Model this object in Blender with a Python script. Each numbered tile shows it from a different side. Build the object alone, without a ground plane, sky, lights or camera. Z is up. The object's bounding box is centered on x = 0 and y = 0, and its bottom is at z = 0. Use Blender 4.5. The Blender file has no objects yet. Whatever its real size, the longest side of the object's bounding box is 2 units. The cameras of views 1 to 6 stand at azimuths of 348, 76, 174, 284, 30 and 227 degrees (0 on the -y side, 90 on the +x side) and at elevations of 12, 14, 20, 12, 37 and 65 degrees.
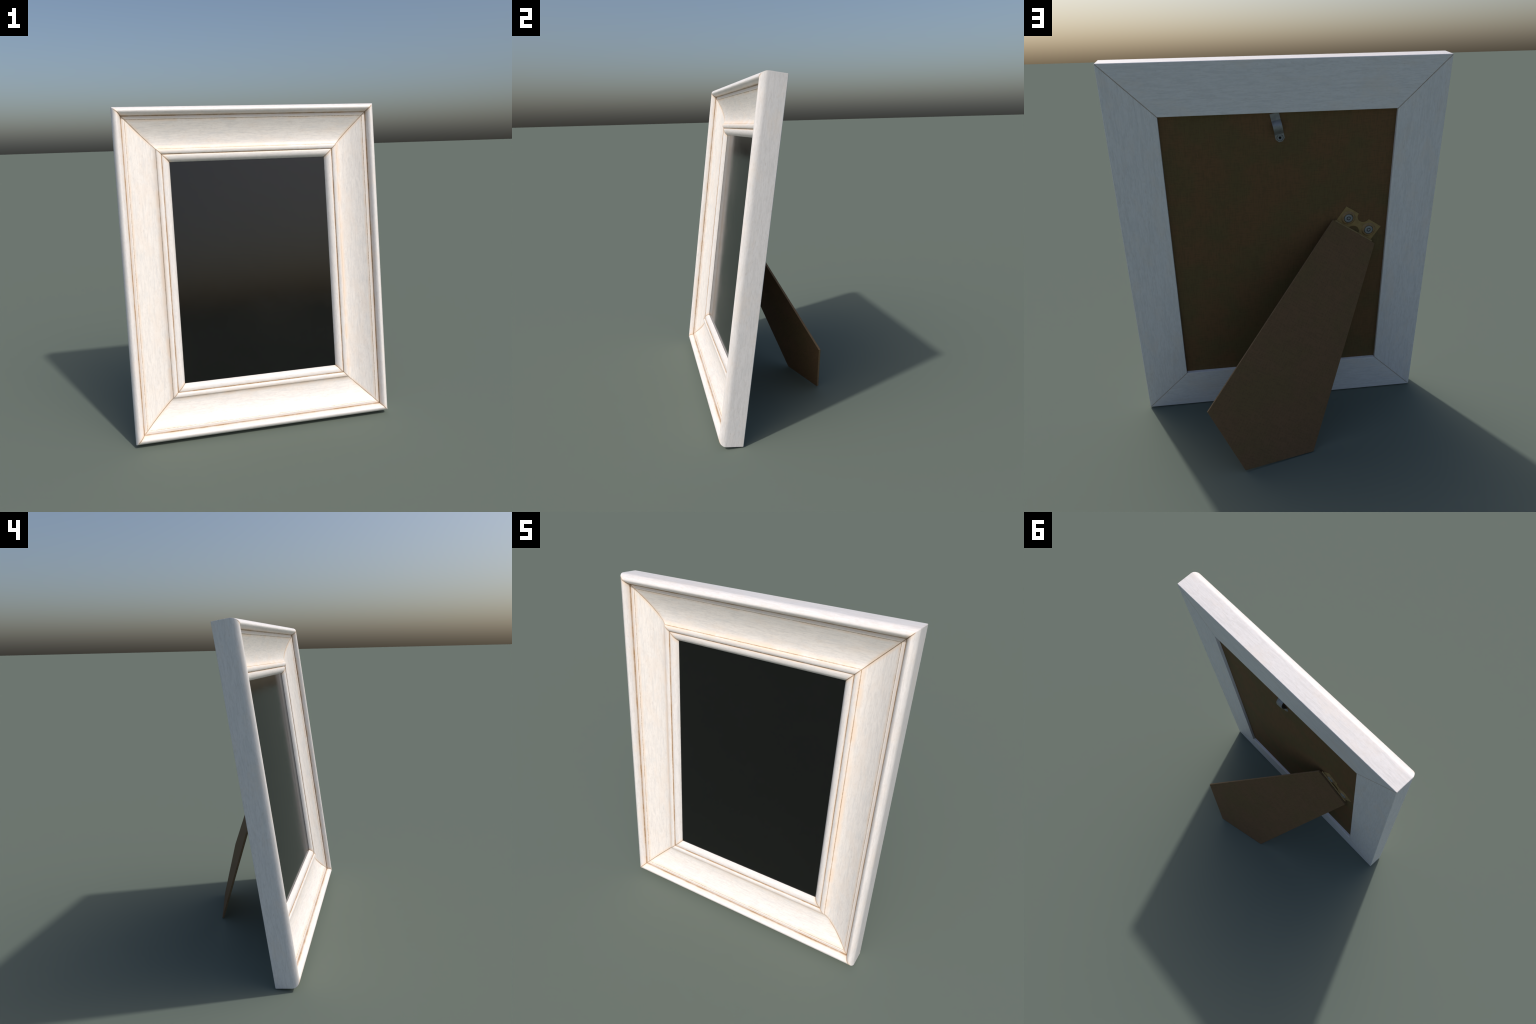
"""Standing photo frame: four mitred moulding rails in worn white paint, a dark
glass pane, a hardboard back with hanger strap, and a hinged easel leg."""
import bpy, bmesh, math
from mathutils import Matrix, Vector

# ------------------------------------------------------------------ sizes (m)
W, H = 1.6285, 2.0055            # outer width and height of the frame
TILT = math.radians(8.51)       # the frame leans back by this much
FOOT = Vector((0.0, -0.2507, 0.0023))   # back bottom edge, middle
OPEN_A = 0.2415                 # width of a rail at the back
BOARD_W = 0.0182                # how deep the backing board sits behind the back plane

# frame space: X across, Z up along the frame, Y = 0 is the back plane, front at -Y
POSE = Matrix.Translation(FOOT) @ Matrix.Rotation(-TILT, 4, 'X')


# ------------------------------------------------------------------ helpers
def new_mesh_object(name, bm, mats, parent, matrix, sharp=32.0, smooth=True):
    bm.normal_update()
    lim = math.radians(sharp)
    for f in bm.faces:
        f.smooth = smooth
    for e in bm.edges:
        if len(e.link_faces) == 2 and e.calc_face_angle(0.0) > lim:
            e.smooth = False
    me = bpy.data.meshes.new(name)
    bm.to_mesh(me)
    bm.free()
    ob = bpy.data.objects.new(name, me)
    bpy.context.scene.collection.objects.link(ob)
    for m in mats:
        me.materials.append(m)
    ob.parent = parent
    ob.matrix_world = matrix
    return ob


def catmull(pts, n):
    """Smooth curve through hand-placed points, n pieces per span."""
    out = []
    P = [Vector(p) for p in pts]
    P = [P[0] * 2 - P[1]] + P + [P[-1] * 2 - P[-2]]
    for i in range(1, len(P) - 2):
        a, b, c, d = P[i - 1:i + 3]
        for k in range(n):
            t = k / n
            out.append(0.5 * ((2 * b) + (c - a) * t + (2 * a - 5 * b + 4 * c - d) * t * t
                              + (3 * b - a - 3 * c + d) * t ** 3))
    out.append(P[-2])
    return [tuple(p) for p in out]


def extrude_outline(outline, z0, z1, bevel=0.0):
    """Flat plate from an outline in xy between two heights, edges chamfered."""
    bm = bmesh.new()
    vs = [bm.verts.new((x, y, z0)) for x, y in outline]
    f = bm.faces.new(vs)
    r = bmesh.ops.extrude_face_region(bm, geom=[f])
    for v in r['geom']:
        if isinstance(v, bmesh.types.BMVert):
            v.co.z = z1
    bmesh.ops.recalc_face_normals(bm, faces=bm.faces)
    if bevel:
        bmesh.ops.bevel(bm, geom=[e for e in bm.edges], offset=bevel, segments=2,
                        profile=0.6, affect='EDGES', clamp_overlap=True)
    return bm


def revolve(bm, profile, centre, segs=40):
    """Turned piece about +z through centre; profile = (radius, height)."""
    rings = []
    for r, z in profile:
        if r < 1e-6:
            rings.append([bm.verts.new((centre[0], centre[1], centre[2] + z))])
        else:
            rings.append([bm.verts.new((centre[0] + r * math.cos(2 * math.pi * i / segs),
                                        centre[1] + r * math.sin(2 * math.pi * i / segs),
                                        centre[2] + z)) for i in range(segs)])
    faces = []
    for a, b in zip(rings, rings[1:]):
        for i in range(segs):
            j = (i + 1) % segs
            q = [a[i % len(a)], a[j % len(a)], b[j % len(b)], b[i % len(b)]]
            q = list(dict.fromkeys(q))
            if len(q) > 2:
                faces.append(bm.faces.new(q))
    return faces


# ------------------------------------------------------------------ node helpers
class Nodes:
    def __init__(self, name):
        self.mat = bpy.data.materials.new(name)
        self.mat.use_nodes = True
        self.t = self.mat.node_tree
        self.bsdf = self.t.nodes['Principled BSDF']
        self.coord = self.t.nodes.new('ShaderNodeTexCoord').outputs['Object']

    def put(self, sock, v):
        if isinstance(v, bpy.types.NodeSocket):
            self.t.links.new(v, sock)
        elif isinstance(v, (tuple, list)) and len(v) == 3 and sock.type == 'RGBA':
            sock.default_value = (*v, 1.0)
        else:
            sock.default_value = v

    def math(self, op, a, b=0.0, c=None, clamp=False):
        n = self.t.nodes.new('ShaderNodeMath')
        n.operation = op
        n.use_clamp = clamp
        self.put(n.inputs[0], a)
        self.put(n.inputs[1], b)
        if c is not None:
            self.put(n.inputs[2], c)
        return n.outputs[0]

    def xyz(self, v=None):
        n = self.t.nodes.new('ShaderNodeSeparateXYZ')
        self.put(n.inputs[0], self.coord if v is None else v)
        return n.outputs

    def noise(self, scale, stretch=(1, 1, 1), detail=4.0, rough=0.55, seed=0.0, rot=(0, 0, 0), distort=0.0):
        m = self.t.nodes.new('ShaderNodeMapping')
        self.put(m.inputs['Vector'], self.coord)
        m.inputs['Scale'].default_value = stretch
        m.inputs['Rotation'].default_value = rot
        m.inputs['Location'].default_value = (seed, seed * 0.37, seed * 0.71)
        n = self.t.nodes.new('ShaderNodeTexNoise')
        self.put(n.inputs['Vector'], m.outputs[0])
        n.inputs['Scale'].default_value = scale
        n.inputs['Detail'].default_value = detail
        n.inputs['Roughness'].default_value = rough
        n.inputs['Distortion'].default_value = distort
        return n.outputs['Fac']

    def step(self, v, lo, hi, a=0.0, b=1.0):
        """Smooth ramp of v from lo..hi to a..b, clamped."""
        n = self.t.nodes.new('ShaderNodeMapRange')
        n.interpolation_type = 'SMOOTHSTEP'
        self.put(n.inputs['Value'], v)
        n.inputs['From Min'].default_value = lo
        n.inputs['From Max'].default_value = hi
        n.inputs['To Min'].default_value = a
        n.inputs['To Max'].default_value = b
        return n.outputs[0]

    def mix(self, fac, a, b, mode='MIX'):
        n = self.t.nodes.new('ShaderNodeMix')
        n.data_type = 'RGBA'
        n.blend_type = mode
        self.put(n.inputs[0], fac)
        self.put(n.inputs[6], a)
        self.put(n.inputs[7], b)
        return n.outputs[2]

    def bump(self, height, strength, dist):
        n = self.t.nodes.new('ShaderNodeBump')
        n.inputs['Strength'].default_value = strength
        n.inputs['Distance'].default_value = dist
        self.put(n.inputs['Height'], height)
        self.t.links.new(n.outputs[0], self.bsdf.inputs['Normal'])

    def set(self, **kw):
        for k, v in kw.items():
            self.put(self.bsdf.inputs[k.replace('_', ' ')], v)


# ------------------------------------------------------------------ materials
PAINT = (0.88, 0.845, 0.83)
CREAM = (0.93, 0.88, 0.832)


def painted_wood(name, length, seed):
    """Whitewashed wood in rail space: x along the grain, y in from the outer
    edge, z up from the back.  Brown wax sits in the grooves and the mitres."""
    m = Nodes(name)
    x, y, z = m.xyz()
    grain = m.noise(1.0, (11.0, 110.0, 110.0), 5.0, 0.6, seed, distort=0.8)
    fine = m.noise(1.0, (38.0, 320.0, 320.0), 3.0, 0.6, seed + 4.0, distort=0.5)
    cloud = m.noise(1.0, (6.0, 12.0, 12.0), 4.0, 0.6, seed + 9.0)
    cloud2 = m.noise(1.0, (9.0, 18.0, 18.0), 4.0, 0.6, seed + 23.0)
    face = m.math('MULTIPLY', m.step(y, 0.066, 0.073), m.step(z, 0.030, 0.034))
    face = m.math('MULTIPLY', face, m.step(y, 0.238, 0.246, 1.0, 0.25))                # the cove, creamier than the beads
    ledge = m.math('MULTIPLY', m.step(y, 0.0525, 0.0535), m.step(y, 0.0695, 0.0710, 1.0, 0.0))
    ledge = m.math('MULTIPLY', ledge, m.step(z, 0.030, 0.034))                       # flat fillet beside the outer bead
    col = m.mix(m.math('MULTIPLY', face, 0.85), PAINT, CREAM)
    col = m.mix(ledge, col, (0.73, 0.675, 0.65))
    col = m.mix(m.step(grain, 0.40, 0.68, 0.0, 0.42), col, (0.66, 0.635, 0.62))
    col = m.mix(m.step(fine, 0.50, 0.72, 0.0, 0.34), col, (0.60, 0.565, 0.55))
    col = m.mix(m.step(cloud, 0.48, 0.70, 0.0, 0.45), col, (0.88, 0.785, 0.705))      # warm thin paint
    col = m.mix(m.step(cloud2, 0.50, 0.74, 0.0, 0.40), col, (0.755, 0.745, 0.74))     # cool chalky paint
    mott = m.noise(1.0, (55.0, 80.0, 80.0), 4.0, 0.65, seed + 41.0)
    col = m.mix(m.step(mott, 0.50, 0.74, 0.0, 0.30), col, (0.71, 0.635, 0.575))      # rubbed, blotchy primer
    col = m.mix(m.math('MULTIPLY', ledge, m.step(mott, 0.46, 0.60, 0.0, 0.35)), col, (0.84, 0.74, 0.64))
    specks = m.noise(1.0, (30.0, 120.0, 120.0), 2.0, 0.5, seed + 31.0)
    col = m.mix(m.step(specks, 0.68, 0.76, 0.0, 0.25), col, (0.55, 0.46, 0.40))

    # distances to the mitre joint and to the grooves of the profile
    wob = m.math('MULTIPLY_ADD', m.noise(38.0, (1, 1, 1), 3.0, 0.6, seed + 2.0), 0.004, -0.002)
    gap = m.math('SUBTRACT', m.math('SUBTRACT', length / 2, m.math('ABSOLUTE', x)), y)
    gap = m.math('ABSOLUTE', m.math('ADD', gap, wob))
    front = m.step(z, 0.030, 0.034)
    inner = m.math('MAXIMUM', m.step(y, 0.010, 0.020), m.step(z, 0.0005, 0.003, 1.0, 0.0))
    patch = m.step(m.noise(9.0, (1, 1, 1), 3.0, 0.6, seed + 14.0), 0.36, 0.60, 0.30, 1.0)
    fleck = m.step(m.noise(70.0, (1, 1, 1), 2.0, 0.6, seed + 17.0), 0.34, 0.56, 0.55, 1.0)

    def band(centre, half, soft):
        d = m.math('ABSOLUTE', m.math('SUBTRACT', m.math('ADD', y, m.math('MULTIPLY', wob, 0.35)), centre))
        return m.math('MULTIPLY', m.step(d, half, half + soft, 1.0, 0.0), front)

    def most(*v):
        r = v[0]
        for k in v[1:]:
            r = m.math('MAXIMUM', r, k)
        return r

    seam = m.math('MULTIPLY', m.step(gap, 0.0012, 0.0052, 1.0, 0.0), inner)
    seam_halo = m.math('MULTIPLY', m.step(gap, 0.002, 0.028, 0.90, 0.0), m.math('MULTIPLY', inner, front))
    halo = most(m.math('MULTIPLY', band(0.0530, 0.001, 0.010), 0.8),
                m.math('MULTIPLY', band(0.0760, 0.001, 0.012), 0.8),
                m.math('MULTIPLY', band(0.2385, 0.001, 0.026), 0.9),
                m.math('MULTIPLY', band(0.2755, 0.001, 0.010), 0.8),
                seam_halo)
    col = m.mix(m.math('MULTIPLY', halo, patch), col, (0.88, 0.73, 0.60))
    col = m.mix(m.math('MULTIPLY', band(0.0693, 0.0011, 0.0012), 0.9), col, (0.95, 0.88, 0.82))
    lines = most(band(0.0530, 0.0013, 0.0030),
                 m.math('MULTIPLY', band(0.0727, 0.0005, 0.0020), m.math('MULTIPLY', fleck, 0.85)),
                 m.math('MULTIPLY', band(0.2423, 0.0004, 0.0022), m.math('MULTIPLY_ADD', fleck, 0.4, 0.5)),
                 band(0.2743, 0.0010, 0.0032))
    wax = most(m.math('MULTIPLY', lines, m.math('MULTIPLY', m.math('MULTIPLY_ADD', patch, 0.45, 0.55), m.math('MULTIPLY_ADD', fleck, 0.35, 0.65))), m.math('MULTIPLY', seam, m.math('MULTIPLY', m.math('MULTIPLY_ADD', front, 0.15, 0.62), m.math('MULTIPLY_ADD', patch, 0.3, 0.7))))
    col = m.mix(wax, col, (0.42, 0.275, 0.155))
    m.set(Base_Color=col, Roughness=0.42, Specular_IOR_Level=0.5)
    m.bump(m.math('ADD', grain, m.math('MULTIPLY', fine, 0.5)), 0.10, 0.002)
    return m.mat


def dark_glass():
    m = Nodes('dark_glass')
    smear = m.noise(3.5, (1, 1, 1), 3.0, 0.6, 5.0)
    m.set(Base_Color=m.mix(smear, (0.0042, 0.0044, 0.0042), (0.0058, 0.0058, 0.0056)),
          Roughness=m.step(smear, 0.35, 0.7, 0.10, 0.15), IOR=1.5)
    return m.mat


def hardboard(name, dark, red, fleck_col, seed, pitting=0.35):
    m = Nodes(name)
    blotch = m.noise(5.0, (1, 1, 1), 4.0, 0.6, seed)
    weave_a = m.noise(1.0, (20.0, 170.0, 20.0), 2.0, 0.5, seed + 3, rot=(0, 0, 0.9))
    weave_b = m.noise(1.0, (170.0, 20.0, 20.0), 2.0, 0.5, seed + 5, rot=(0, 0, 0.9))
    pits = m.noise(105.0, (1, 1, 1), 3.0, 0.55, seed + 8)
    col = m.mix(m.step(blotch, 0.36, 0.60), dark, red)
    weave = m.math('MULTIPLY', m.math('ADD', weave_a, weave_b), 0.5)
    col = m.mix(m.step(weave, 0.42, 0.62, 0.0, 0.50), col, fleck_col)
    col = m.mix(m.step(pits, 0.52, 0.70, 0.0, pitting), col, tuple(c * 0.55 for c in dark))
    m.set(Base_Color=col, Roughness=0.7, Specular_IOR_Level=0.15)
    m.bump(m.math('ADD', weave, pits), 0.25, 0.0015)
    return m.mat


def metal(name, base, tarnish, rough, metallic, seed):
    m = Nodes(name)
    n = m.noise(45.0, (1, 1, 1), 4.0, 0.6, seed)
    m.set(Base_Color=m.mix(m.step(n, 0.38, 0.66), base, tarnish), Metallic=metallic,
          Roughness=m.step(n, 0.3, 0.7, rough - 0.06, rough + 0.08))
    m.bump(n, 0.08, 0.001)
    return m.mat


paint_across = painted_wood('white_paint_across', W, 1.3)
paint_up = painted_wood('white_paint_up', H, 7.7)
glass_mat = dark_glass()
board_mat = hardboard('brown_hardboard', (0.146, 0.103, 0.044), (0.182, 0.099, 0.045), (0.116, 0.076, 0.034), 2.0, 0.18)
leg_mat = hardboard('brown_hardboard_leg', (0.170, 0.110, 0.050), (0.188, 0.107, 0.055), (0.132, 0.084, 0.042), 12.0, 0.34)
leg_edge_mat = hardboard('brown_hardboard_pale_edge', (0.24, 0.162, 0.090), (0.26, 0.165, 0.095), (0.20, 0.13, 0.075), 15.0)
brass_mat = metal('dull_brass', (0.335, 0.222, 0.084), (0.28, 0.185, 0.072), 0.55, 0.15, 3.0)
boss_mat = metal('rubbed_brass', (0.31, 0.195, 0.082), (0.225, 0.142, 0.062), 0.5, 0.15, 5.0)
steel_mat = metal('zinc_steel', (0.30, 0.305, 0.305), (0.25, 0.253, 0.255), 0.50, 0.45, 6.0)
dark_m = Nodes('dark_hole')
dark_m.set(Base_Color=(0.006, 0.006, 0.006), Roughness=0.9)
dark_mat = dark_m.mat
dark_ring_mat = metal('dark_ring_metal', (0.055, 0.050, 0.042), (0.075, 0.066, 0.052), 0.7, 0.1, 8.0)

# ------------------------------------------------------------------ root
root = bpy.data.objects.new('photo_frame', None)
bpy.context.scene.collection.objects.link(root)
root.empty_display_size = 0.2
root['label'] = 'standing picture frame in worn white paint with empty dark glass'
root['category'] = 'photo frame'

# ------------------------------------------------------------------ moulding rails
# profile (a, w): a = in from the outer edge, w = forward from the back plane
bead = catmull([(0.0, 0.0965), (0.0004, 0.1030), (0.0016, 0.1100), (0.0042, 0.1175), (0.0082, 0.1248),
                (0.0135, 0.1315), (0.0195, 0.1358), (0.0262, 0.1377), (0.0322, 0.1357), (0.0377, 0.1310),
                (0.0420, 0.1245), (0.0458, 0.1165), (0.0487, 0.1090), (0.0508, 0.1020)], 3)
fillet = [(0.0530, 0.1019), (0.0600, 0.1012), (0.0662, 0.1005), (0.0684, 0.0999), (0.0697, 0.0988)]
cove = catmull([(0.0697, 0.0988), (0.0845, 0.0903), (0.1000, 0.0819), (0.1150, 0.0744), (0.1300, 0.0680),
                (0.1455, 0.0622), (0.1600, 0.0577), (0.1750, 0.0543), (0.1900, 0.0518), (0.2050, 0.0504),
                (0.2185, 0.0508), (0.2300, 0.0536), (0.2405, 0.0590)], 3)[1:]
small_bead = catmull([(0.2405, 0.0590), (0.2416, 0.0622), (0.2452, 0.0659), (0.2505, 0.0677), (0.2560, 0.0680),
                      (0.2615, 0.0672), (0.2672, 0.0647), (0.2708, 0.0617), (0.2724, 0.0582)], 3)[1:]
sight_bead = catmull([(0.2724, 0.0582), (0.2775, 0.0603), (0.2845, 0.0611), (0.2930, 0.0600), (0.3010, 0.0569),
                      (0.3080, 0.0517), (0.3135, 0.0452), (0.3168, 0.0400), (0.3184, 0.0372)], 3)[1:]
back = [(0.3185, 0.0367), (OPEN_A, 0.0367), (OPEN_A, 0.0012), (OPEN_A - 0.0012, 0.0), (0.0022, 0.0), (0.0, 0.0022)]
SHIFT = 0.0015                  # the moulding sits this much further in than first measured
PROFILE = [(a + SHIFT * min(1.0, a / 0.02), w) for a, w in bead + fillet + cove + small_bead + sight_bead] + back


def rail_mesh(length):
    n = len(PROFILE)
    c = 0.0015                                   # chamfer at the mitre: the visible hairline joint
    inset = []
    for i in range(n):
        p, q, r = (Vector(PROFILE[k % n]) for k in (i - 1, i, i + 1))
        t1, t2 = (q - p).normalized(), (r - q).normalized()
        nr = Vector((t1.y + t2.y, -t1.x - t2.x))   # the profile runs clockwise, so this points inward
        nr = nr.normalized() if nr.length > 1e-6 else Vector((0, 0))
        inset.append(q + nr * c)
    bm = bmesh.new()
    rings = []
    for side in (-1, 1):
        end = [bm.verts.new((side * (length / 2 - q.x - 0.0002), q.x, q.y)) for q in inset]
        face = [bm.verts.new((side * (length / 2 - a - c), a, w)) for a, w in PROFILE]
        rings.append((end, face))
    order = [rings[0][0], rings[0][1], rings[1][1], rings[1][0]]
    for A, B in zip(order, order[1:]):
        for i in range(n):
            j = (i + 1) % n
            bm.faces.new((A[i], A[j], B[j], B[i]))
    bm.faces.new(order[0][::-1])
    bm.faces.new(order[-1])
    bmesh.ops.recalc_face_normals(bm, faces=bm.faces)
    return bm


def axes(x, y, z, origin):
    return Matrix(((x[0], y[0], z[0], origin[0]), (x[1], y[1], z[1], origin[1]),
                   (x[2], y[2], z[2], origin[2]), (0, 0, 0, 1)))


FWD = (0, -1, 0)
for length, mat, places in (
        (W, paint_across, (((1, 0, 0), (0, 0, 1), (0, 0, 0)), ((-1, 0, 0), (0, 0, -1), (0, 0, H)))),
        (H, paint_up, (((0, 0, -1), (1, 0, 0), (-W / 2, 0, H / 2)), ((0, 0, 1), (-1, 0, 0), (W / 2, 0, H / 2))))):
    first = None
    for xa, ya, org in places:
        mtx = POSE @ axes(xa, ya, FWD, org)
        if first is None:
            first = new_mesh_object('moulding_rail', rail_mesh(length), [mat], root, mtx, sharp=28)
        else:
            ob = first.copy()
            bpy.context.scene.collection.objects.link(ob)
            ob.parent = root
            ob.matrix_world = mtx

# ------------------------------------------------------------------ glass and backing board


def slab(half_w, z0, z1, w0, w1, bevel):
    out = [(-half_w, z0), (half_w, z0), (half_w, z1), (-half_w, z1)]
    return extrude_outline(out, w0, w1, bevel)


UP = axes((1, 0, 0), (0, 0, 1), FWD, (0, 0, 0))       # xy of a flat part -> frame face, z -> forward
g = 0.006
new_mesh_object('glass_pane', slab(W / 2 - OPEN_A - g, OPEN_A + g, H - OPEN_A - g, 0.0320, 0.0363, 0.0005),
                [glass_mat], root, POSE @ UP, smooth=False)
g = 0.0006
new_mesh_object('backing_board', slab(W / 2 - OPEN_A - g, OPEN_A + g, H - OPEN_A - g, BOARD_W, 0.0268, 0.0006),
                [board_mat], root, POSE @ UP, smooth=False)

# ------------------------------------------------------------------ easel leg
AL, BE = math.radians(33.15), math.radians(26.98)      # lean of the hinge line, opening of the leg
HINGE = Vector((-0.3925, 0.0092, 1.1135))
e_ax = Vector((math.cos(AL), 0, math.sin(AL)))         # along the hinge line
down = Vector((math.sin(AL), 0, -math.cos(AL)))
f_ax = math.cos(BE) * down + math.sin(BE) * Vector((0, 1, 0))
n_ax = e_ax.cross(f_ax)
if n_ax.y < 0:
    e_ax = -e_ax
    n_ax = e_ax.cross(f_ax)
LEG = POSE @ axes(e_ax, f_ax, n_ax, HINGE)
HIGH = 1 if e_ax.z > 0 else -1                         # local x side that lies higher on the hinge line
leg_out = [(-0.1385, -0.0035), (-0.3212, 1.1503), (0.0, 1.3580), (0.3212, 1.1503), (0.1385, -0.0035)]
leg_out = [(x + HIGH * 0.0030 if x * HIGH > 0 else x, y) for x, y in leg_out]
lb = extrude_outline(leg_out, -0.0132, 0.0, 0.0018)
lb.normal_update()
for f in lb.faces:
    f.material_index = 0 if abs(f.normal.z) > 0.9 else 1      # edge and chamfer faces take the paler colour
leg = new_mesh_object('easel_leg', lb, [leg_mat, leg_edge_mat], root, LEG, smooth=False)

# ------------------------------------------------------------------ hinge
up_ax = -down
h_ax = up_ax.cross(Vector((0, 1, 0)))                  # x of the hinge so that z points out of the back
HNG = POSE @ axes(h_ax, up_ax, (0, 1, 0), (HINGE.x, -BOARD_W, HINGE.z))


def arc(cx, cy, r, a0, a1, n=16):
    return [(cx + r * math.cos(math.radians(a0 + (a1 - a0) * i / n)),
             cy + r * math.sin(math.radians(a0 + (a1 - a0) * i / n))) for i in range(n + 1)]


plate_out = ([(-0.1165, -0.006)] + arc(0, -0.006, 0.034, 180, 0) + [(0.1165, -0.006), (0.1165, 0.0958)]
             + arc(0, 0.0958, 0.0335, 0, -180) + [(-0.1165, 0.0958)])
hb = extrude_outline(plate_out, 0.0002, 0.0030)
bosses = []
for sx in (-1, 1):                                      # pressed bosses around the rivets
    bosses += revolve(hb, [(0.0390, 0.0025), (0.0378, 0.0036), (0.0355, 0.0062), (0.0322, 0.0090),
                           (0.0285, 0.0102), (0.0252, 0.0100), (0.0246, 0.0080), (0.0238, 0.0060), (0.0, 0.0058)],
                      (sx * 0.0680, 0.0469, 0.0))
for f in bosses:
    f.material_index = 2
    if (f.calc_center_median() - Vector((math.copysign(0.0680, f.calc_center_median().x), 0.0469, 0.0))).xy.length < 0.0245:
        f.material_index = 1                            # contact shadow round the rivet head, painted dark
bmesh.ops.recalc_face_normals(hb, faces=bosses)
hinge = new_mesh_object('hinge', hb, [brass_mat, dark_ring_mat, boss_mat], root, HNG)

rb = bmesh.new()
heads = revolve(rb, [(0.0226, 0.0060), (0.0225, 0.0088), (0.0212, 0.0104), (0.0185, 0.0110), (0.0115, 0.0108), (0.0104, 0.0098),
             (0.0095, 0.0060), (0.0080, 0.0060), (0.0071, 0.0098), (0.0055, 0.0108), (0.0, 0.0110)], (0, 0, 0))
for f in heads:
    if 0.0070 < f.calc_center_median().xy.length < 0.0105:
        f.material_index = 1                            # ring groove faces take the dark colour
bmesh.ops.recalc_face_normals(rb, faces=rb.faces)
rivet = new_mesh_object('rivet', rb, [steel_mat, dark_ring_mat], hinge, HNG @ Matrix.Translation((-0.0680, 0.0469, 0)))
ob = rivet.copy()
bpy.context.scene.collection.objects.link(ob)
ob.parent = hinge
ob.matrix_world = HNG @ Matrix.Translation((0.0680, 0.0469, 0))

bb = bmesh.new()                                        # rolled barrel along the hinge line
r_b, half = 0.0064, 0.1240
revolve(bb, [(0.0, -half), (r_b - 0.001, -half), (r_b, -half + 0.001), (r_b, half - 0.001), (r_b - 0.001, half), (0.0, half)],
        (0, 0, 0), 20)
bmesh.ops.rotate(bb, verts=bb.verts, cent=(0, 0, 0), matrix=Matrix.Rotation(math.pi / 2, 3, 'Y'))
bmesh.ops.recalc_face_normals(bb, faces=bb.faces)
new_mesh_object('hinge_barrel', bb, [brass_mat], hinge, HNG @ Matrix.Translation((0, -0.0016, 0.0066)))

leaf = extrude_outline([(-0.1165, 0.004), (0.1165, 0.004), (0.1165, 0.090), (-0.1165, 0.090)], -0.0146, -0.0126, 0.0004)
new_mesh_object('hinge_leaf', leaf, [brass_mat], hinge, LEG)

# ------------------------------------------------------------------ hanger strap
s_ax = Vector((0.220, 0, 0.9755)).normalized()          # the strap leans a little
w_ax = s_ax.cross(Vector((0, 1, 0)))
STRAP = POSE @ axes(w_ax, s_ax, (0, 1, 0), (0.0008, -BOARD_W, 1.6396))
path = ([(-0.0205, 0.0006), (-0.0060, 0.0006), (0.0120, 0.0006), (0.0185, 0.0010)]
        + catmull([(0.0195, 0.0020), (0.0280, 0.0095), (0.0390, 0.0205), (0.0500, 0.0268), (0.0620, 0.0276),
                   (0.0725, 0.0240), (0.0800, 0.0150), (0.0855, 0.0055)], 3)
        + [(0.0875, 0.0035), (0.1000, 0.0025), (0.1230, 0.0020)])
widths = {0: 0.0095}
hw, th, ch = 0.0225, 0.0026, 0.0030
sb = bmesh.new()
prev = None
for i, (s, h) in enumerate(path):
    w = widths.get(i, hw)
    p0, p1 = Vector(path[max(i - 1, 0)]), Vector(path[min(i + 1, len(path) - 1)])
    t = (p1 - p0).normalized()
    nrm = Vector((-t.y, t.x))
    sec = []
    for u, k in ((-w, 0.0), (-w, 0.55), (-w + ch, 1.0), (w - ch, 1.0), (w, 0.55), (w, 0.0)):
        q = Vector((s, h)) + nrm * (th * k)
        sec.append(sb.verts.new((u, q.x, q.y)))
    if prev:
        for a in range(6):
            b = (a + 1) % 6
            sb.faces.new((prev[a], prev[b], sec[b], sec[a]))
    else:
        sb.faces.new(sec)
    prev = sec
sb.faces.new(prev[::-1])
bmesh.ops.recalc_face_normals(sb, faces=sb.faces)
strap = new_mesh_object('hanger_strap', sb, [steel_mat], root, STRAP, sharp=25)

eb = bmesh.new()
rim = revolve(eb, [(0.0168, 0.0027), (0.0166, 0.0032), (0.0146, 0.0033), (0.0142, 0.0050), (0.0138, 0.0062), (0.0112, 0.0066), (0.0088, 0.0058), (0.0068, 0.0044), (0.0062, 0.0034)],
        (0, 0, 0), 32)
hole = revolve(eb, [(0.0062, 0.00345), (0.0, 0.00345)], (0, 0, 0), 32)
for f in rim:
    if f.calc_center_median().xy.length > 0.0148:
        f.material_index = 2
for f in hole:
    f.material_index = 1
bmesh.ops.recalc_face_normals(eb, faces=eb.faces)
eyelet = new_mesh_object('eyelet', eb, [steel_mat, dark_mat, dark_ring_mat], strap, STRAP)

# the same hanger again at the foot of the board, mirrored top to bottom
s_low = Vector((s_ax.x, 0, -s_ax.z))
STRAP_LOW = POSE @ axes(s_low.cross(Vector((0, 1, 0))), s_low, (0, 1, 0), (0.0008, -BOARD_W, H - 1.6396))
strap_low = strap.copy()
eyelet_low = eyelet.copy()
for ob, par in ((strap_low, root), (eyelet_low, strap_low)):
    bpy.context.scene.collection.objects.link(ob)
    ob.parent = par
    ob.matrix_world = STRAP_LOW
    bpy.context.view_layer.update()
